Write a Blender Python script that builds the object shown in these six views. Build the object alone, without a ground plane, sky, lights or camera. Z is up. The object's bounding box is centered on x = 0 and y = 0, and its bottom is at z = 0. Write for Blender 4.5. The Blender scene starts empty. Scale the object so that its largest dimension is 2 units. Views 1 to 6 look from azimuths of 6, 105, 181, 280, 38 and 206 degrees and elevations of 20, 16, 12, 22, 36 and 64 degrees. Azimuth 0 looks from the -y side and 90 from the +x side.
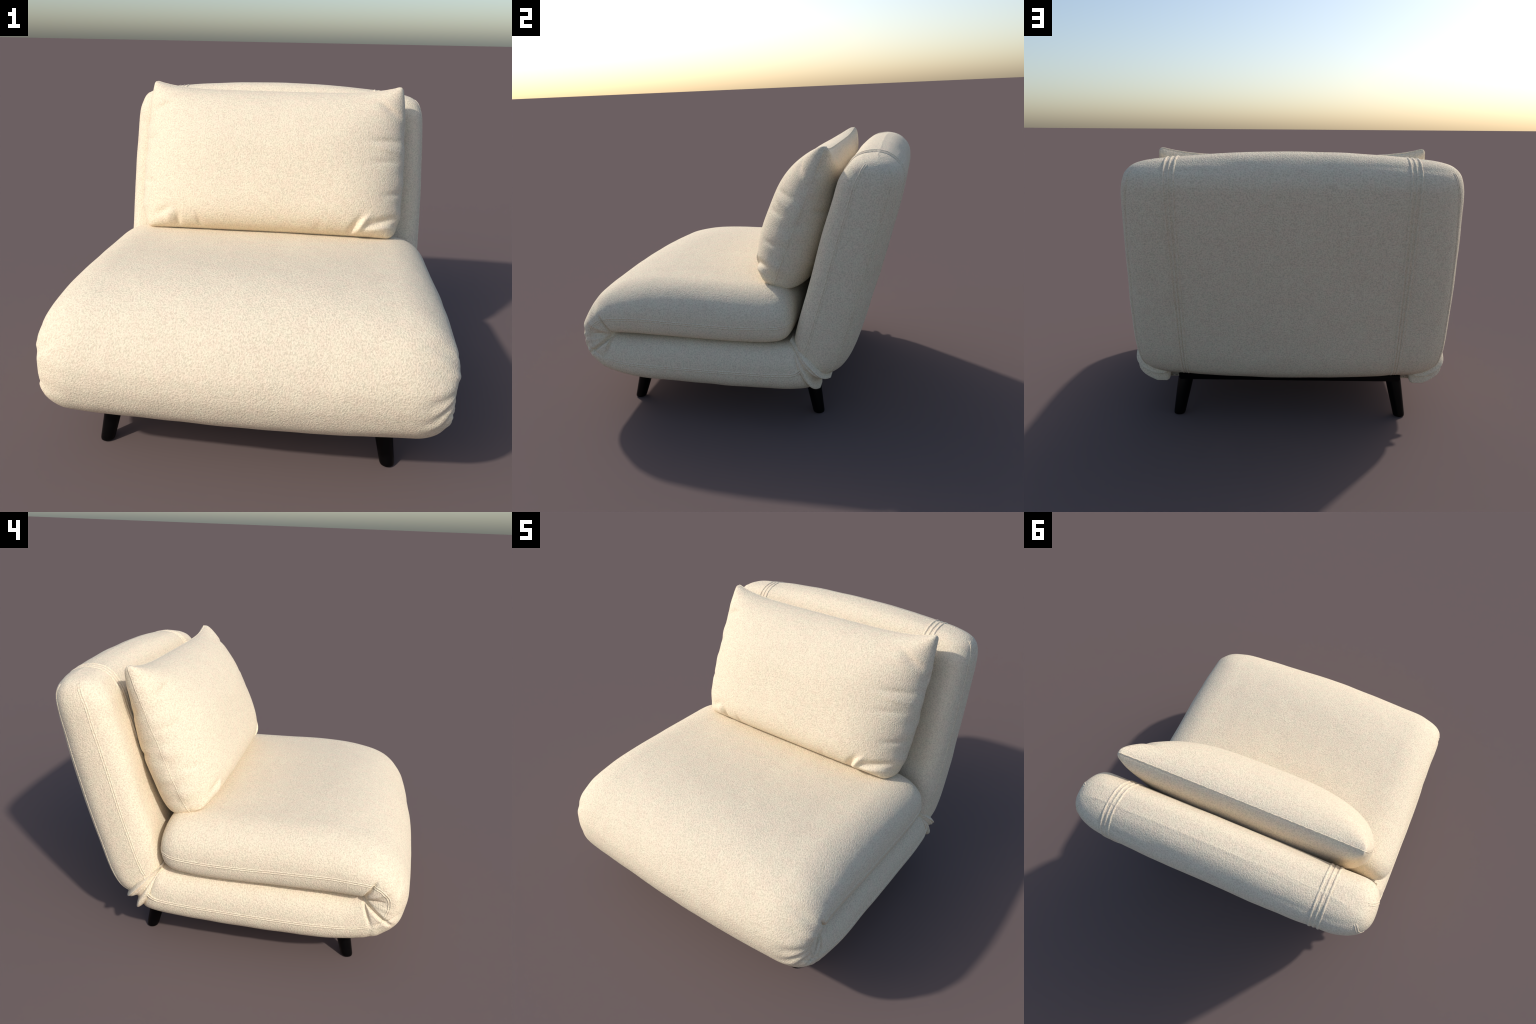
# Low armless lounge chair: a folded fabric mattress (seat + base), a tilted
# backrest hinged to it, a loose pillow and a black frame on four splayed legs.
import bpy, bmesh, math
import numpy as np

rng = np.random.default_rng(7)

# ------------------------------------------------------------------ helpers
def curve(table, n, dens=None):
    """Centripetal-ish Catmull-Rom through the rows of a table, resampled to n
    rows that are evenly spaced along the first two columns + next two."""
    T = np.asarray(table, float)
    m = len(T)
    P = np.vstack([2*T[0]-T[1], T, 2*T[-1]-T[-2]])
    u = np.linspace(0, m-1, 60*m)
    i = np.minimum(u.astype(int), m-2); f = (u-i)[:, None]
    p0, p1, p2, p3 = P[i], P[i+1], P[i+2], P[i+3]
    C = .5*(2*p1+(p2-p0)*f+(2*p0-5*p1+4*p2-p3)*f**2+(3*p1-p0-3*p2+p3)*f**3)
    d = np.linalg.norm(np.diff(C[:, :2], axis=0), axis=1)+.25*np.linalg.norm(np.diff(C[:, 2:4], axis=0), axis=1)
    L = np.r_[0, np.cumsum(d)]; L /= L[-1]
    q = np.linspace(0, 1, n)
    return np.stack([np.interp(q, L, C[:, k]) for k in range(C.shape[1])], 1)

_tab = rng.random(4096)
def vnoise(x, y, z):
    """smooth value noise in [-1,1] on a hashed lattice"""
    xi, yi, zi = np.floor(x).astype(int), np.floor(y).astype(int), np.floor(z).astype(int)
    fx, fy, fz = x-xi, y-yi, z-zi
    s = lambda t: t*t*t*(t*(6*t-15)+10)
    fx, fy, fz = s(fx), s(fy), s(fz)
    h = lambda a, b, c: _tab[(a*73856093 ^ b*19349663 ^ c*83492791) & 4095]
    r = 0
    for dx in (0, 1):
        for dy in (0, 1):
            for dz in (0, 1):
                r = r+h(xi+dx, yi+dy, zi+dz)*(fx if dx else 1-fx)*(fy if dy else 1-fy)*(fz if dz else 1-fz)
    return 2*r-1

def smooth(t, a, b):
    t = np.clip((t-a)/(b-a), 0, 1)
    return t*t*(3-2*t)

def gauss(t, s):
    return np.exp(-(t/s)**2)

def grid_normals(P, wrap=True):
    du = np.gradient(P, axis=0)
    if wrap:
        dv = (np.roll(P, -1, 1)-np.roll(P, 1, 1))/2
    else:
        dv = np.gradient(P, axis=1)
    N = np.cross(du, dv)
    L = np.linalg.norm(N, axis=2, keepdims=True)
    return N/np.maximum(L, 1e-12)

def mesh_from(name, V, F, mat, parent, N=None):
    """V (n,3), F list of equal or mixed polygons"""
    me = bpy.data.meshes.new(name)
    me.from_pydata(V.tolist() if isinstance(V, np.ndarray) else V, [], F)
    me.polygons.foreach_set("use_smooth", [True]*len(me.polygons))
    me.materials.append(mat)
    me.update()
    if N is None:
        bm = bmesh.new(); bm.from_mesh(me)
        bmesh.ops.recalc_face_normals(bm, faces=bm.faces[:])
        bm.to_mesh(me); bm.free()
    if N is not None:
        me.normals_split_custom_set_from_vertices(N.tolist())
    o = bpy.data.objects.new(name, me)
    bpy.context.scene.collection.objects.link(o)
    o.parent = parent
    return o

def grid_faces(n, m, r0=0, r1=None, wrap=True):
    r1 = n-1 if r1 is None else r1
    i = np.arange(r0, r1)[:, None]; j = np.arange(m if wrap else m-1)[None, :]
    j2 = (j+1) % m
    a = i*m+j; b = i*m+j2; c = (i+1)*m+j2; d = (i+1)*m+j
    return np.stack([a, b, c, d], 2).reshape(-1, 4)

# ---------------------------------------------------------------- materials
def fabric_material(name="cream_boucle_fabric", tint=1.0, grain=1.0):
    m = bpy.data.materials.new(name); m.use_nodes = True
    nt = m.node_tree; N, L = nt.nodes, nt.links
    b = N["Principled BSDF"]
    tc = N.new("ShaderNodeTexCoord")
    nz = N.new("ShaderNodeTexNoise"); nz.inputs["Scale"].default_value = 138; nz.inputs["Detail"].default_value = 2.5
    nz.inputs["Roughness"].default_value = .55; nz.inputs["Distortion"].default_value = .15
    L.new(tc.outputs["Object"], nz.inputs["Vector"])
    fine = N.new("ShaderNodeTexNoise"); fine.inputs["Scale"].default_value = 420; fine.inputs["Detail"].default_value = 1
    L.new(tc.outputs["Object"], fine.inputs["Vector"])
    big = N.new("ShaderNodeTexNoise"); big.inputs["Scale"].default_value = 22; big.inputs["Detail"].default_value = 3
    L.new(tc.outputs["Object"], big.inputs["Vector"])
    r1 = N.new("ShaderNodeValToRGB")
    e = r1.color_ramp.elements
    e[0].position = .34; e[0].color = (.695*tint, .595*tint, .443*tint, 1)
    e[1].position = .58; e[1].color = (.885*tint, .762*tint, .583*tint, 1)
    L.new(nz.outputs["Fac"], r1.inputs["Fac"])
    r2 = N.new("ShaderNodeValToRGB")
    e = r2.color_ramp.elements
    e[0].position = .36; e[0].color = (1.0, .968, .955, 1)
    e[1].position = .64; e[1].color = (.985, 1, .975, 1)
    L.new(big.outputs["Fac"], r2.inputs["Fac"])
    mx = N.new("ShaderNodeMix"); mx.data_type = 'RGBA'; mx.blend_type = 'MULTIPLY'; mx.inputs[0].default_value = 1
    L.new(r1.outputs["Color"], mx.inputs[6]); L.new(r2.outputs["Color"], mx.inputs[7])
    L.new(mx.outputs[2], b.inputs["Base Color"])
    mul = N.new("ShaderNodeMath"); mul.operation = 'MULTIPLY_ADD'; mul.inputs[1].default_value = .25
    L.new(fine.outputs["Fac"], mul.inputs[0]); L.new(nz.outputs["Fac"], mul.inputs[2])
    bp = N.new("ShaderNodeBump"); bp.inputs["Strength"].default_value = .6*grain; bp.inputs["Distance"].default_value = .006
    L.new(mul.outputs[0], bp.inputs["Height"]); L.new(bp.outputs["Normal"], b.inputs["Normal"])
    b.inputs["Roughness"].default_value = .95
    b.inputs["Specular IOR Level"].default_value = .15
    b.inputs["Sheen Weight"].default_value = .02
    b.inputs["Sheen Roughness"].default_value = .5
    return m

def lacquer_material():
    m = bpy.data.materials.new("black_lacquer"); m.use_nodes = True
    N, L = m.node_tree.nodes, m.node_tree.links
    b = N["Principled BSDF"]
    tc = N.new("ShaderNodeTexCoord")
    nz = N.new("ShaderNodeTexNoise"); nz.inputs["Scale"].default_value = 30
    L.new(tc.outputs["Object"], nz.inputs["Vector"])
    r = N.new("ShaderNodeValToRGB")
    r.color_ramp.elements[0].color = (.0012, .0012, .0013, 1); r.color_ramp.elements[1].color = (.002, .002, .0022, 1)
    L.new(nz.outputs["Fac"], r.inputs["Fac"]); L.new(r.outputs["Color"], b.inputs["Base Color"])
    b.inputs["Roughness"].default_value = .22
    b.inputs["Specular IOR Level"].default_value = .15
    return m

FABRIC = fabric_material()
LACQUER = lacquer_material()

chair = bpy.data.objects.new("lounge_chair", None)
bpy.context.scene.collection.objects.link(chair)
chair["label"] = "low armless cream fabric lounge chair with pillow and black legs"
chair["category"] = "lounge chair"

# ------------------------------------------------------- padded-slab sweep
def half_section(nf_o, nc_o, nc_i, nf_i):
    """the half loop from the middle of the outer face over the +x side to the
    middle of the inner face: (zone, parameter) pairs"""
    zone = np.r_[np.zeros(nf_o), np.ones(nc_o), np.full(nc_i, 2), np.full(nf_i, 3)]
    par = np.r_[np.linspace(0, 1, nf_o, endpoint=False), np.linspace(0, 1, nc_o, endpoint=False),
                np.linspace(0, 1, nc_i, endpoint=False), np.linspace(0, 1, nf_i)]
    return zone, par

def slab(stations, n, sect, expo=2.3, crown_pow=2.0):
    """stations: rows of O_y O_z I_y I_z  w  f  a_out a_in  crown sag
    O / I: outer and inner surface on the middle plane; w half width; f where
    between I and O the side is widest; a_*: depth of the edge rounding;
    crown: how much the outer face falls off towards the sides; sag: drop in z"""
    S = curve(stations, n)
    Oy, Oz, Iy, Iz, w, f, ao, ai, cr, sg = [S[:, k][:, None] for k in range(10)]
    zone, par = sect
    zone = zone[None, :]; par = par[None, :]
    ph = par*math.pi/2
    c = np.cos(ph); s = np.sin(ph)
    c = np.clip(c, 0, 1)
    p = 2/expo
    x = np.where(zone == 0, par*(w-ao),
        np.where(zone == 1, w-ao+ao*s**p,
        np.where(zone == 2, w-ai+ai*c**p, (1-par)*(w-ai))))
    q = np.where(zone == 0, 1.0,
        np.where(zone == 1, f+(1-f)*c**p,
        np.where(zone == 2, f-f*s**p, 0.0)))
    fall = cr*np.abs(x/np.maximum(w, .05))**crown_pow
    q = np.where(q > f, f+(q-f)*(1-fall), q)
    drop = sg*(x/.9)**2
    y = Iy+(Oy-Iy)*q
    z = Iz+(Oz-Iz)*q-drop
    half = np.stack([x, y, z], 2)
    mir = half[:, 1:-1][:, ::-1].copy(); mir[:, :, 0] *= -1
    P = np.concatenate([half, mir], 1)
    Q = np.concatenate([q, q[:, 1:-1][:, ::-1]], 1)
    ZN = np.broadcast_to(zone, q.shape)
    ZN = np.concatenate([ZN, ZN[:, 1:-1][:, ::-1]], 1)
    return P, Q, ZN, S

def outward(P, N):
    c = P.reshape(-1, 3).mean(0)
    if ((P-c)*N).sum() < 0:
        return -N, True
    return N, False

def grid_object(name, P, parent, N, flip, r0=0, r1=None, caps=(True, True), mat=None):
    n, m = P.shape[:2]
    r1 = n-1 if r1 is None else r1
    sub = P[r0:r1+1].reshape(-1, 3); NN = None if N is None else N[r0:r1+1].reshape(-1, 3)
    k = r1-r0+1
    F = grid_faces(k, m)
    if not flip: F = F[:, ::-1]
    F = F.tolist()
    if caps[0]:
        f = list(range(m)); F.append(f[::-1] if flip else f)
    if caps[1]:
        f = list(range((k-1)*m, k*m)); F.append(f if flip else f[::-1])
    return mesh_from(name, sub, F, mat or FABRIC, parent, NN)

# ---------------------------------------------------------------- tubes
def tube(path, rad, sides=8):
    """verts / faces of a round cord along a path (k,3), radius array"""
    k = len(path)
    T = np.gradient(path, axis=0); T /= np.maximum(np.linalg.norm(T, axis=1, keepdims=True), 1e-9)
    ref = np.array([.577, .577, .577])
    A = np.cross(T, ref); bad = np.linalg.norm(A, axis=1) < .15
    A[bad] = np.cross(T[bad], [1, 0, 0]); A /= np.linalg.norm(A, axis=1, keepdims=True)
    B = np.cross(T, A)
    th = np.linspace(0, 2*math.pi, sides, endpoint=False)
    V = path[:, None]+rad[:, None, None]*(np.cos(th)[None, :, None]*A[:, None]+np.sin(th)[None, :, None]*B[:, None])
    F = grid_faces(k, sides).tolist()
    F.append(list(range(sides))[::-1]); F.append(list(range((k-1)*sides, k*sides)))
    return V.reshape(-1, 3), F

def seam(name, parent, path, nrm, gap=.0055, rad=.0046, sink=.0022, fade=.04):
    """a felled seam: two parallel cords half sunk in the fabric, along a path
    with surface normals"""
    T = np.gradient(path, axis=0); T /= np.maximum(np.linalg.norm(T, axis=1, keepdims=True), 1e-9)
    side = np.cross(T, nrm); side /= np.maximum(np.linalg.norm(side, axis=1, keepdims=True), 1e-9)
    L = np.r_[0, np.cumsum(np.linalg.norm(np.diff(path, axis=0), axis=1))]
    fd = np.minimum(smooth(L, 0, fade), smooth(L[-1]-L, 0, fade))
    V, F = [], []
    off = (-gap, gap) if gap else (0,)
    for g in off:
        wob = .0006*np.sin(L*140+g*900)
        p = path+side*(g+wob)[:, None]-nrm*(sink+(1-fd)*rad*2.2)[:, None]
        v, f = tube(p, rad*(.35+.65*fd))
        F += [[a+len(V) for a in q] for q in f]; V += v.tolist()
    o = mesh_from(name, np.array(V), F, FABRIC, parent)
    return o

def grid_line(P, N, jcol, r0, r1, step=1):
    """follow (possibly fractional) grid columns jcol[r] between rows r0..r1"""
    r = np.arange(r0, r1, step)
    j = np.asarray(jcol)[r] if np.ndim(jcol) else np.full(len(r), jcol, float)
    m = P.shape[1]; j0 = np.floor(j).astype(int); f = (j-j0)[:, None]
    p = P[r, j0 % m]*(1-f)+P[r, (j0+1) % m]*f
    n = N[r, j0 % m]*(1-f)+N[r, (j0+1) % m]*f
    return p, n/np.linalg.norm(n, axis=1, keepdims=True)

# =================================================================== SEAT + BASE
PINCH = (-.725, .507)
#        O_y   O_z    I_y   I_z    w    f    a_o  a_i  crown sag
SEAT = [( .392, .655,  .391, .640, .72, .40, .20, .08, .02, 0),
        ( .388, .695,  .386, .600, .79, .38, .20, .08, .02, 0),
        ( .374, .750,  .368, .560, .845,.36, .21, .08, .03, 0),
        ( .335, .795,  .335, .530, .878,.35, .23, .08, .06, 0),
        ( .265, .815,  .265, .514, .896,.34, .23, .08, .07, 0),
        ( .100, .826,  .100, .504, .90, .33, .24, .08, .09, 0),
        (-.150, .840, -.120, .506, .90, .32, .24, .08, .12, 0),
        (-.380, .853, -.340, .512, .90, .32, .24, .08, .17, 0),
        (-.560, .853, -.530, .514, .90, .33, .25, .08, .22, 0),
        (-.720, .823, -.660, .512, .90, .35, .25, .09, .24, 0),
        (-.845, .762, -.712, .510, .90, .40, .25, .09, .26, 0),
        (-.935, .672, -.722, .509, .895,.46, .25, .10, .30, 0),
        (-.985, .580, -.725, .507, .885, .50, .22, .10, .31, 0),
        (-1.00, .505, -.725, .505, .880,.51, .20, .10, .32, 0),
        (-.992, .425, -.723, .504, .880,.51, .19, .10, .30, 0),
        (-.952, .335, -.716, .502, .89, .52, .17, .11, .25, 0),
        (-.870, .262, -.690, .501, .89, .53, .15, .12, .18, 0),
        (-.750, .220, -.620, .500, .898,.55, .17, .14, .10, 0),
        (-.560, .204, -.480, .500, .910,.55, .17, .14, .02, 0),
        (-.300, .200, -.260, .501, .914,.55, .17, .14, .00, 0),
        ( .000, .198,  .000, .501, .914,.55, .17, .14, .00, 0),
        ( .250, .204,  .220, .502, .914,.55, .17, .14, .00, 0),
        ( .400, .214,  .330, .504, .910,.55, .16, .13, .00, 0),
        ( .475, .228,  .365, .510, .903,.54, .15, .12, .00, 0),
        ( .505, .245,  .378, .515, .885,.51, .13, .10, .00, 0)]
sect = half_section(110, 44, 30, 40)
P, Q, ZN, S = slab(SEAT, 620, sect)
N, flip = outward(P, grid_normals(P))
X, Y, Z = P[:, :, 0], P[:, :, 1], P[:, :, 2]
sgn = np.sign(X)
# radiating tucks at the fold, on both sides
ry, rz = -(Y-PINCH[0]), Z-PINCH[1]
r = np.hypot(ry, rz); ang = np.degrees(np.arctan2(rz, ry))
sidew = smooth(np.abs(X), .74, .84)
d = np.zeros_like(X)
for a, wid, dep, r_end in ((64, .0075, .020, .17), (5, .006, .009, .14), (-38, .0075, .022, .24), (-68, .007, .013, .17), (30, .012, -.006, .22), (-15, .012, -.005, .2)):
    da = np.radians((ang-a+180) % 360-180)
    dist = r*np.abs(np.sin(np.clip(da, -1.5, 1.5)))
    m = sidew*(np.abs(da) < 1.2)*smooth(r, .0, .03)*(1-smooth(r, r_end*.55, r_end))
    d -= dep*gauss(dist, wid*(1+2*r))*m
# short tuck under the fold, near the lower front corner
t1 = (Y+.845)*.86+(Z-.40)*-.5; t2 = (Y+.845)*.5+(Z-.40)*.86
d -= .009*gauss(t2, .008)*gauss(t1, .05)*smooth(np.abs(X), .80, .86)
# puckers round the front corners where the filling is squeezed
corner = gauss(r-.225, .065)*smooth(np.abs(X), .70, .86)*smooth(ry, -.02, .05)
d += (.75+.25*sgn)*(.0035+.003*vnoise(Y*7+3, Z*7, sgn*5))*corner*np.sin(np.radians(ang)*(13+1.0*sgn)+1.4*sgn+6*vnoise(Y*7, Z*7, sgn*3))
d += .004*smooth(np.abs(X), .55, .8)*(Q > .2)*gauss(ang-45, 45)*vnoise(X*6, Y*14, Z*14)
# soft unevenness of the stuffing
d += .0035*vnoise(X*3.1, Y*3.1+7, Z*3.1)+.0016*vnoise(X*9+3, Y*9, Z*9)
P = P+N*d[:, :, None]
N, flip = outward(P, grid_normals(P))
mcols = P.shape[1]
seat_row = int(np.argmin(np.hypot(S[:, 0]+.860, S[:, 1]-.275)))
seat = grid_object("seat_cushion", P, chair, N, flip, 0, seat_row, (True, False))
base = grid_object("base_cushion", P, chair, N, flip, seat_row, None, (False, True))
base_end = {}
jseam = 110+44          # widest line of the +x side
for j in (jseam, mcols-jseam):
    p, n = grid_line(P, N, j, 6, seat_row-12, 2)
    seam("side_seam", seat, p, n)
    p, n = grid_line(P, N, j, seat_row-4, len(P)-4, 2)
    seam("side_seam", base, p, n)
    base_end[1 if j == jseam else -1] = p[-9]

# =================================================================== BACKREST
BACK = [(.560, .262, 0.386, .515, .865, .50, .17, .12, .24, 0),
        (.625, .291, 0.388, .530, .882, .50, .20, .12, .24, 0),
        (.680, .335, 0.395, .560, .890, .50, .22, .12, .20, 0),
        (.724, .415, 0.412, .625, .895, .50, .23, .12, .15, 0),
        (.762, .530, 0.440, .720, .897, .50, .24, .12, .11, 0),
        (.819, .720, 0.492, .890, .897, .49, .25, .12, .10, 0),
        (.873, .910, 0.534, 1.05, .893, .48, .25, .12, .10, 0),
        (.925, 1.10, 0.577, 1.20, .888, .47, .25, .12, .10, .00),
        (.965, 1.255, 0.618, 1.33, .883, .47, .26, .12, .12, .003),
        (.990, 1.370, 0.649, 1.44, .876, .47, .26, .12, .14, .012),
        (.997, 1.440, 0.683, 1.502, .865, .47, .26, .13, .15, .024),
        (.980, 1.502, 0.715, 1.550, .848, .47, .24, .14, .14, .040),
        (.943, 1.550, 0.757, 1.580, .815, .48, .21, .14, .10, .054),
        (.900, 1.580, 0.800, 1.592, .765, .49, .18, .14, .06, .062),
        (.850, 1.596, 0.850, 1.596, .70, .50, .15, .15, .0, .065)]
sect = half_section(120, 40, 40, 121)
P, Q, ZN, S = slab(BACK, 300, sect, expo=2.5)
N, flip = outward(P, grid_normals(P))
X, Y, Z = P[:, :, 0], P[:, :, 1], P[:, :, 2]
d = .003*vnoise(X*3+9, Y*3, Z*3+2)+.0015*vnoise(X*8, Y*8+5, Z*8)
# slight pull creases along the top roll and vertical ones on the back
d -= .0022*smooth(Q, .5, .8)*gauss(vnoise(X*1.8+4, Y*9, Z*9), .3)*smooth(Z, 1.38, 1.48)*smooth(1.57-Z, 0, .04)
d += .0018*(Q > .8)*smooth(Z, .4, .6)*smooth(1.4-Z, 0, .2)*vnoise(X*24, Y*2.2, Z*2.2)
# the band under the triple seam sits a little lower
d -= .003*gauss(np.abs(X)-.607, .045)*(Q > .3)
P = P+N*d[:, :, None]
N, flip = outward(P, grid_normals(P))
half = (P.shape[1]+2)//2
j = np.arange(half)
top_row = (P[-1, j]+P[-1, half-1-j])/2          # zip outer and inner face together
P[-1, j] = top_row; P[-1, half-1-j] = top_row
jm = (P.shape[1]-j) % P.shape[1]
P[-1, jm] = top_row*np.array([-1, 1, 1])
back = grid_object("backrest", P, chair, None, flip, caps=(True, False))
bm = bmesh.new(); bm.from_mesh(back.data)
bmesh.ops.remove_doubles(bm, verts=bm.verts[:], dist=2e-5)
bm.to_mesh(back.data); bm.free()
mcols = P.shape[1]
def col_of_q(row, target, lo, hi):
    c = np.arange(lo, hi)
    return lo+np.interp(target, Q[row, lo:hi][::-1], np.arange(hi-lo)[::-1])
rows = len(P)
jf = np.array([col_of_q(i, .27, 120, 200) for i in range(rows)])
jb = np.array([col_of_q(i, .77, 120, 200) for i in range(rows)])
for jj in (jf, jb):
    for mirror in (0, 1):
        col = mcols-jj if mirror else jj
        p, n = grid_line(P, N, col, 4, rows-18, 2)
        seam("side_seam", back, p, n)
        if jj is jf:
            # the seam runs on over the hinge into the base's side seam
            sd = -1 if mirror else 1
            a0, c0 = base_end[sd], p[5]
            b0 = np.array([sd*.905, .474, .352])
            t = np.linspace(0, 1, 40)[:, None]
            q = (1-t)**2*a0+2*t*(1-t)*b0+t*t*c0
            q[:, 0] += sd*.004*np.sin(t[:, 0]*math.pi)
            seam("hinge_seam", back, q, np.tile([float(sd), 0, 0], (40, 1)), fade=.012)

# three welts per side: over the top roll and down the whole back
def back_line(x_top, x_low, side):
    """path on the outer face (column found by x), up the back, over the top,
    down the front to behind the pillow"""
    pts, nn = [], []
    half = np.arange(0, 161)
    for i in range(6, rows-3, 2):
        z = P[i, 0, 2]
        x = x_low+(x_top-x_low)*min(max((z-.3)/1.25, 0), 1)
        j = np.interp(x, P[i, half, 0], half)
        j0 = int(j); f = j-j0; j0m = (mcols-j0) % mcols; j1m = (mcols-j0-1) % mcols
        a, b = (j0, j0+1) if side > 0 else (j0m, j1m)
        pts.append(P[i, a]*(1-f)+P[i, b]*f); nn.append(N[i, a]*(1-f)+N[i, b]*f)
    inner = np.arange(160, 321)
    for i in range(rows-4, rows-130, -2):
        j = np.interp(-x_top, -P[i, inner, 0], inner)
        j0 = int(j); f = j-j0; j0m = (mcols-j0) % mcols; j1m = (mcols-j0-1) % mcols
        a, b = (j0, min(j0+1, 320)) if side > 0 else (j0m, j1m)
        pts.append(P[i, a]*(1-f)+P[i, b]*f); nn.append(N[i, a]*(1-f)+N[i, b]*f)
    pts, nn = np.array(pts), np.array(nn)
    return pts, nn/np.linalg.norm(nn, axis=1, keepdims=True)
for side in (1, -1):
    for xt, xl in ((.634, .616), (.608, .602), (.582, .589)):
        p, n = back_line(xt, xl, side)
        L = np.linspace(0, 1, len(p))
        k = 2
        p2 = p.copy()
        for _ in range(2):
            p2[1:-1] = (p2[:-2]+2*p2[1:-1]+p2[2:])/4
        seam("top_stitch_welt", back, p2, n, gap=0, rad=.0085, sink=.0035 if xt != .608 else .004)

# =================================================================== HINGE GATHERS
HINGE = np.array([.372, .528])
def gather(side):
    """fan of pleats between base and backrest, ending in two rolled tips"""
    na, nr, nx = 90, 60, 10
    ang = np.radians(np.linspace(-74, -34, na))
    deg = np.degrees(ang)
    L = .262+.083*gauss(deg+62.5, 5.5)+.062*gauss(deg+46.5, 4.5)+.01*gauss(deg+54, 4)
    ridge = (.010*gauss(deg+62, 4.2)+.006*gauss(deg+54.5, 1.6)+.011*gauss(deg+50, 2.6)+.012*gauss(deg+45, 2.6)-.010*gauss(deg+56, 2.5)-.006*gauss(deg+47.5, 1.2)
             -.03*smooth(deg, -42, -35)-.03*(1-smooth(deg, -74, -67)))
    # loop in (radius, x): from the hinge out along the side, round the tip, back inside
    t = np.linspace(0, 1, nr)
    V = []
    for a, l, rg in zip(ang, L, ridge):
        k = t*1.0
        rad = k*l
        xo = .845+.058*smooth(rad, .0, .17)+rg*(.35+.65*smooth(rad, .04, .2))-.12*np.clip((rad-(l-.13))/.13, 0, 1)**3.0
        ring = [(xo[i], rad[i]) for i in range(nr)]
        ring += [(xx, l-.012*(1-s)**2) for xx, s in zip(np.linspace(xo[-1]-.012, .735, nx), np.linspace(1, 1, nx))]
        ring += [(.722, l-.008), (.714, l-.025), (.712, l*.6), (.712, 0)]
        V.append([(side*x, HINGE[0]+math.cos(a)*rr, HINGE[1]+math.sin(a)*rr) for x, rr in ring])
    V = np.array(V); m = V.shape[1]
    F = grid_faces(na, m)
    if side < 0: F = F[:, ::-1]
    F = F.tolist()
    F.append(list(range(m))[::(-1 if side > 0 else 1)]); F.append(list(range((na-1)*m, na*m))[::(1 if side > 0 else -1)])
    o = mesh_from("gathered_fold", V.reshape(-1, 3), F, FABRIC, back)
    return o
gather(1); gather(-1)

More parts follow.
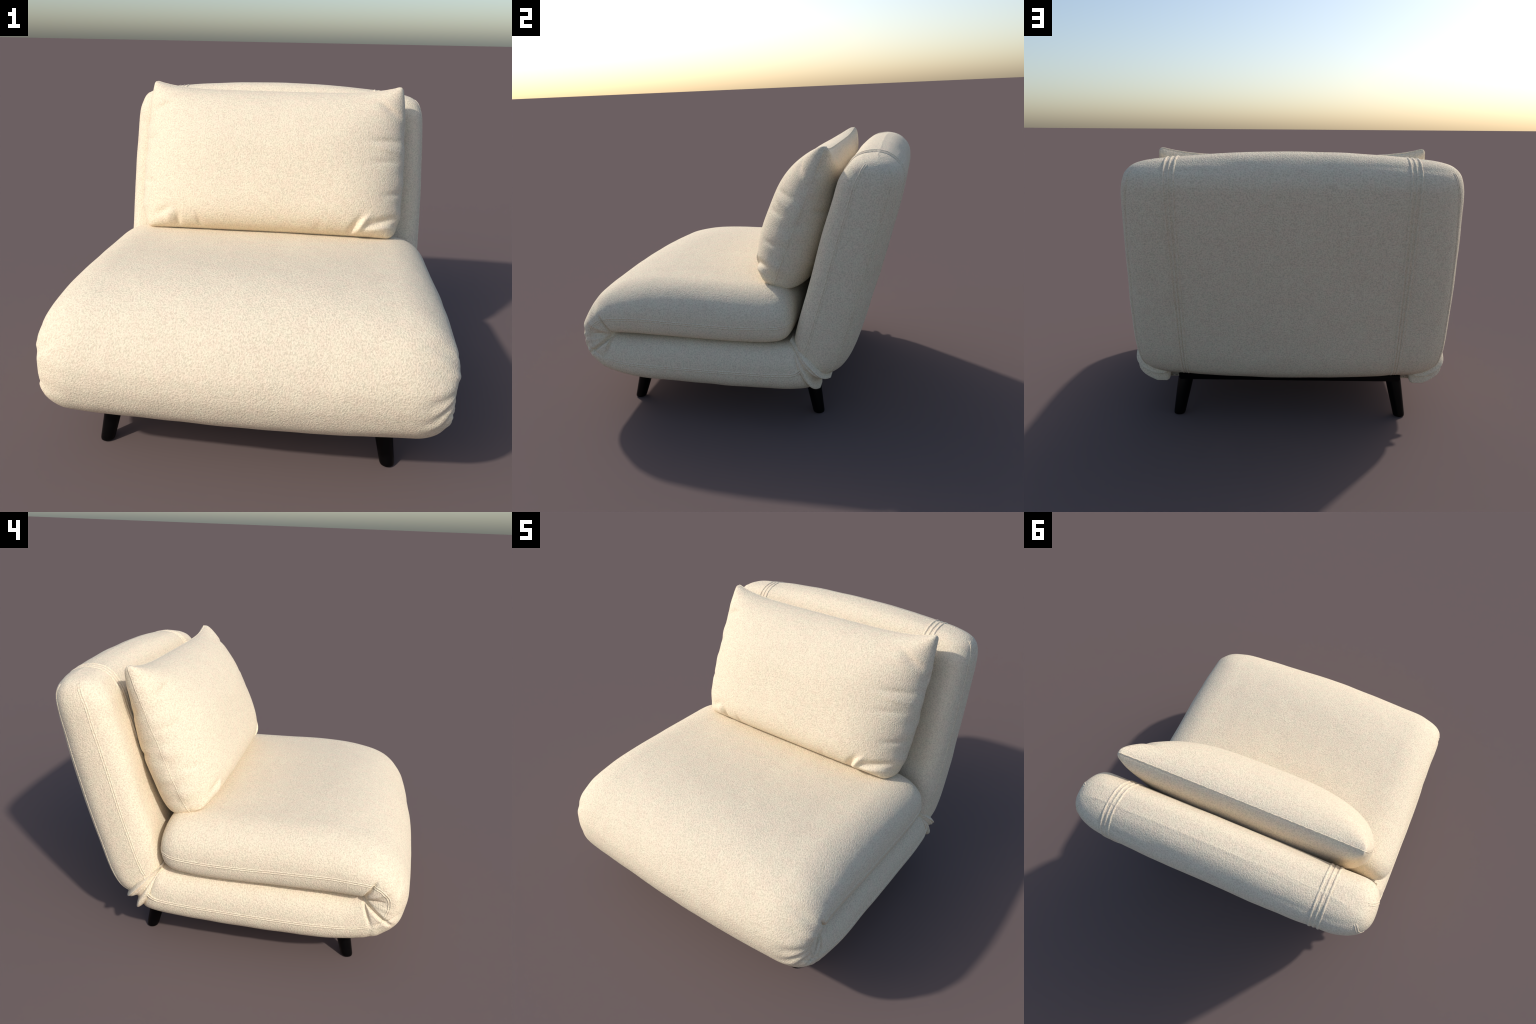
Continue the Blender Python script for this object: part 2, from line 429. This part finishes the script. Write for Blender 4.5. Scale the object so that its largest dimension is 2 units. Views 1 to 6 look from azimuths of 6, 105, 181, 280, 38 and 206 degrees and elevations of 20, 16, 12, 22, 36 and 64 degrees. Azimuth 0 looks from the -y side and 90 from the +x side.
# =================================================================== PILLOW
def pillow():
    B0, T0 = np.array([.250, .792]), np.array([.578, 1.607])
    ax = T0-B0; H = np.linalg.norm(ax); ax /= H
    nf = np.array([-ax[1], ax[0]])              # towards the front (and up)
    n, m = 300, 190
    ea = lambda k: np.sin(np.linspace(-1, 1, k)*math.pi/2*.93)/math.sin(math.pi/2*.93)
    a = ea(n)[:, None]; b = ea(m)[None, :]
    a, b = np.broadcast_arrays(a, b)
    full = smooth(-b, -.75, .35)                 # lower part is stuffed fuller
    ga = (1-np.abs(a)**(3.0+.6*full))**(.60-.05*full)
    gback = (1-np.abs(a)**(3.2+4.0*full))**(.58-.16*full)
    # soft minimum keeps the corners plump instead of pinching them to horns
    both = lambda p, q, k=2.2: np.where(np.minimum(p, q) < 1e-4, 0, (np.maximum(p, 1e-4)**-k+np.maximum(q, 1e-4)**-k-1)**(-1/k))
    gtop = (1-np.abs(b)**2.4)**.72
    gb = np.where(b > 0, gtop, (1-np.abs(b)**5.0)**.42)
    core = both(ga, gb)
    gbb = np.where(b > 0, gtop, (1-np.abs(b)**9.0)**.33)
    # outline: ears at the top corners, slightly hollow edges
    hx = .724+.020*(1-np.abs(b)**2.5)+.006*smooth(-b, -.2, .6)-.018*smooth(-b, .6, 1)
    top = 1-.110*(1-np.abs(a)**5)
    bot = -1+.004*(1-np.abs(a)**6)
    x = hx*a
    h = np.where(b > 0, b*top, -b*bot)
    # round the corners of the outline (square corner -> quarter ellipse)
    rx = np.where(b > 0, .030, .055); rh = np.where(b > 0, .026, .050)/(H/2)
    ex = np.where(b > 0, top, -bot)
    cu = np.clip((np.abs(x)-(hx-rx))/rx, 0, 1); cv = np.clip((np.abs(h)-(ex-rh))/rh, 0, 1)
    x = np.sign(x)*(np.abs(x)-rx*cu*(1-np.sqrt(1-cv*cv/2)))
    h = np.sign(h)*(np.abs(h)-rh*cv*(1-np.sqrt(1-cu*cu/2)))
    def sheet(front):
        T = .243 if front else .186
        t = T*(core if front else both(gback, gbb))
        if front:
            t = t*(1-.08*smooth(b, -.1, .9)-.02*smooth(-b, .1, .9))
        w = 0*a
        def crease(a0, b0, direction, length, width, amp, skew=0):
            th = math.radians(direction)
            u = (a-a0)*.72*math.cos(th)+(b-b0)*.43*math.sin(th)
            v = -(a-a0)*.72*math.sin(th)+(b-b0)*.43*math.cos(th)
            return amp*gauss(u, length)*gauss(v+skew*u*u, width)
        if front:
            w += crease(.66, -.90, 62, .055, .018, -.022)+crease(.72, -.88, 62, .05, .016, .018)
            w += crease(.86, -.80, 18, .08, .020, -.020)+crease(.84, -.91, 10, .09, .018, .012)
            w += crease(-.70, -.93, 70, .045, .016, -.018)+crease(-.76, -.86, 65, .05, .02, .010)
            w += crease(-.80, -.80, 20, .07, .02, -.010)+crease(-.52, -.92, 95, .03, .016, -.010)+crease(.40, -.93, 90, .03, .02, -.007)
            w += crease(-.86, .62, 20, .06, .022, -.012)+crease(.88, .66, -40, .07, .022, -.012)
            w += crease(.86, .22, 5, .09, .018, -.008)+crease(.88, .10, -6, .09, .018, .007)+crease(.86, -.06, 8, .09, .018, -.007)
            w += crease(-.94, -.40, -15, .06, .018, -.008)+crease(-.93, .15, 10, .05, .02, -.008)+crease(.93, -.45, 12, .06, .016, -.009)
        else:
            w += crease(.92, .2, 0, .08, .018, -.010)+crease(-.92, -.1, 0, .08, .018, -.010)+crease(.9, -.5, 10, .07, .02, .008)
            w += crease(-.93, .45, -8, .06, .02, -.008)
        edge = smooth(1-np.abs(a), 0, .05)*smooth(1-np.abs(b), 0, .05)
        w = w*np.maximum(edge, .25)*smooth(core, 0, .15)
        w += .004*vnoise(a*3+(0 if front else 9), b*2.2, 0*a)*smooth(core, .0, .4)
        t = t+w
        # wavy silhouette at the narrow sides
        xx = x+np.sign(a)*.006*vnoise(b*7, np.sign(a)*3, 0*a+(1 if front else 2))*smooth(np.abs(a), .9, 1)*(1-np.abs(b)**8)
        s = 1 if front else -1
        yy = B0[0]+ax[0]*H*(h+1)/2+s*nf[0]*t
        zz = B0[1]+ax[1]*H*(h+1)/2+s*nf[1]*t
        return np.stack([xx, yy, zz], 2)
    Fp, Bp = sheet(True), sheet(False)
    # common rim
    rim = np.zeros((n, m), bool); rim[0] = rim[-1] = True; rim[:, 0] = rim[:, -1] = True
    mid = (Fp+Bp)/2
    Fp[rim] = mid[rim]; Bp[rim] = mid[rim]
    # rest on the seat
    for G in (Fp, Bp):
        low = .806-.028*smooth(np.abs(G[:, :, 0]), .55, .74)
        k = .02
        dz = G[:, :, 2]-low
        G[:, :, 2] = low+np.where(dz > k, dz, np.where(dz < -k, dz*.0, (dz+k)**2/(4*k)))
    V = Fp.reshape(-1, 3).tolist()
    idx = -np.ones((n, m), int)
    idf = np.arange(n*m).reshape(n, m)
    idx[rim] = idf[rim]
    inner = ~rim
    idx[inner] = n*m+np.arange(inner.sum())
    V += Bp[inner].tolist()
    F = []
    for I, rev in ((idf, False), (idx, True)):
        q = np.stack([I[:-1, :-1], I[1:, :-1], I[1:, 1:], I[:-1, 1:]], 2).reshape(-1, 4)
        F += (q[:, ::-1] if rev else q).tolist()
    o = mesh_from("pillow", np.array(V), F, FABRIC, chair)
    # edge seam
    path = np.concatenate([Fp[:, -1], Fp[-1, ::-1][1:], Fp[::-1, 0][1:], Fp[0, :][1:-1]])
    path = np.roll(path, -(n+m+n//2), axis=0); path = np.vstack([path, path[:1]])   # start at the bottom edge
    c = path.mean(0)
    out = path-c; out -= np.outer(out@np.array([0, nf[0], nf[1]]), [0, nf[0], nf[1]])
    out /= np.linalg.norm(out, axis=1, keepdims=True)
    seam("edge_seam", o, path, out, gap=0, rad=.0035, sink=.0018, fade=.01)
    return o
pillow()

# =================================================================== FRAME + LEGS
def box(name, x0, x1, y0, y1, z0, z1, parent, bev=.008):
    bm = bmesh.new()
    bmesh.ops.create_cube(bm, size=1)
    for v in bm.verts:
        v.co = ((x0+x1)/2+v.co.x*(x1-x0), (y0+y1)/2+v.co.y*(y1-y0), (z0+z1)/2+v.co.z*(z1-z0))
    bmesh.ops.bevel(bm, geom=bm.edges[:], offset=bev, segments=3, affect='EDGES')
    me = bpy.data.meshes.new(name); bm.to_mesh(me); bm.free()
    me.materials.append(LACQUER)
    o = bpy.data.objects.new(name, me); bpy.context.scene.collection.objects.link(o); o.parent = parent
    return o
frame = box("base_frame", -.665, .665, -.70, .525, .224, .270, chair)

def leg(x, y, xt, yt, zt=.245):
    prof = [(0, .0), (.027, 0), (.0325, .003), (.0345, .009), (.0355, .02), (.036, .03), (.044, .16), (.0475, zt-.01), (.0475, zt-.001), (0, zt)]
    k = 40
    V, F = [], []
    for rr, z in prof:
        t = z/zt
        cx, cy = x+(xt-x)*t, y+(yt-y)*t
        for i in range(k):
            a = 2*math.pi*i/k
            V.append((cx+rr*math.cos(a), cy+rr*math.sin(a), z))
    F = grid_faces(len(prof), k).tolist()
    return mesh_from("leg", np.array(V), F, LACQUER, frame)
for sx in (1, -1):
    leg(sx*.670, .503, sx*.628, .455)
    leg(sx*.670, -.680, sx*.628, -.615)
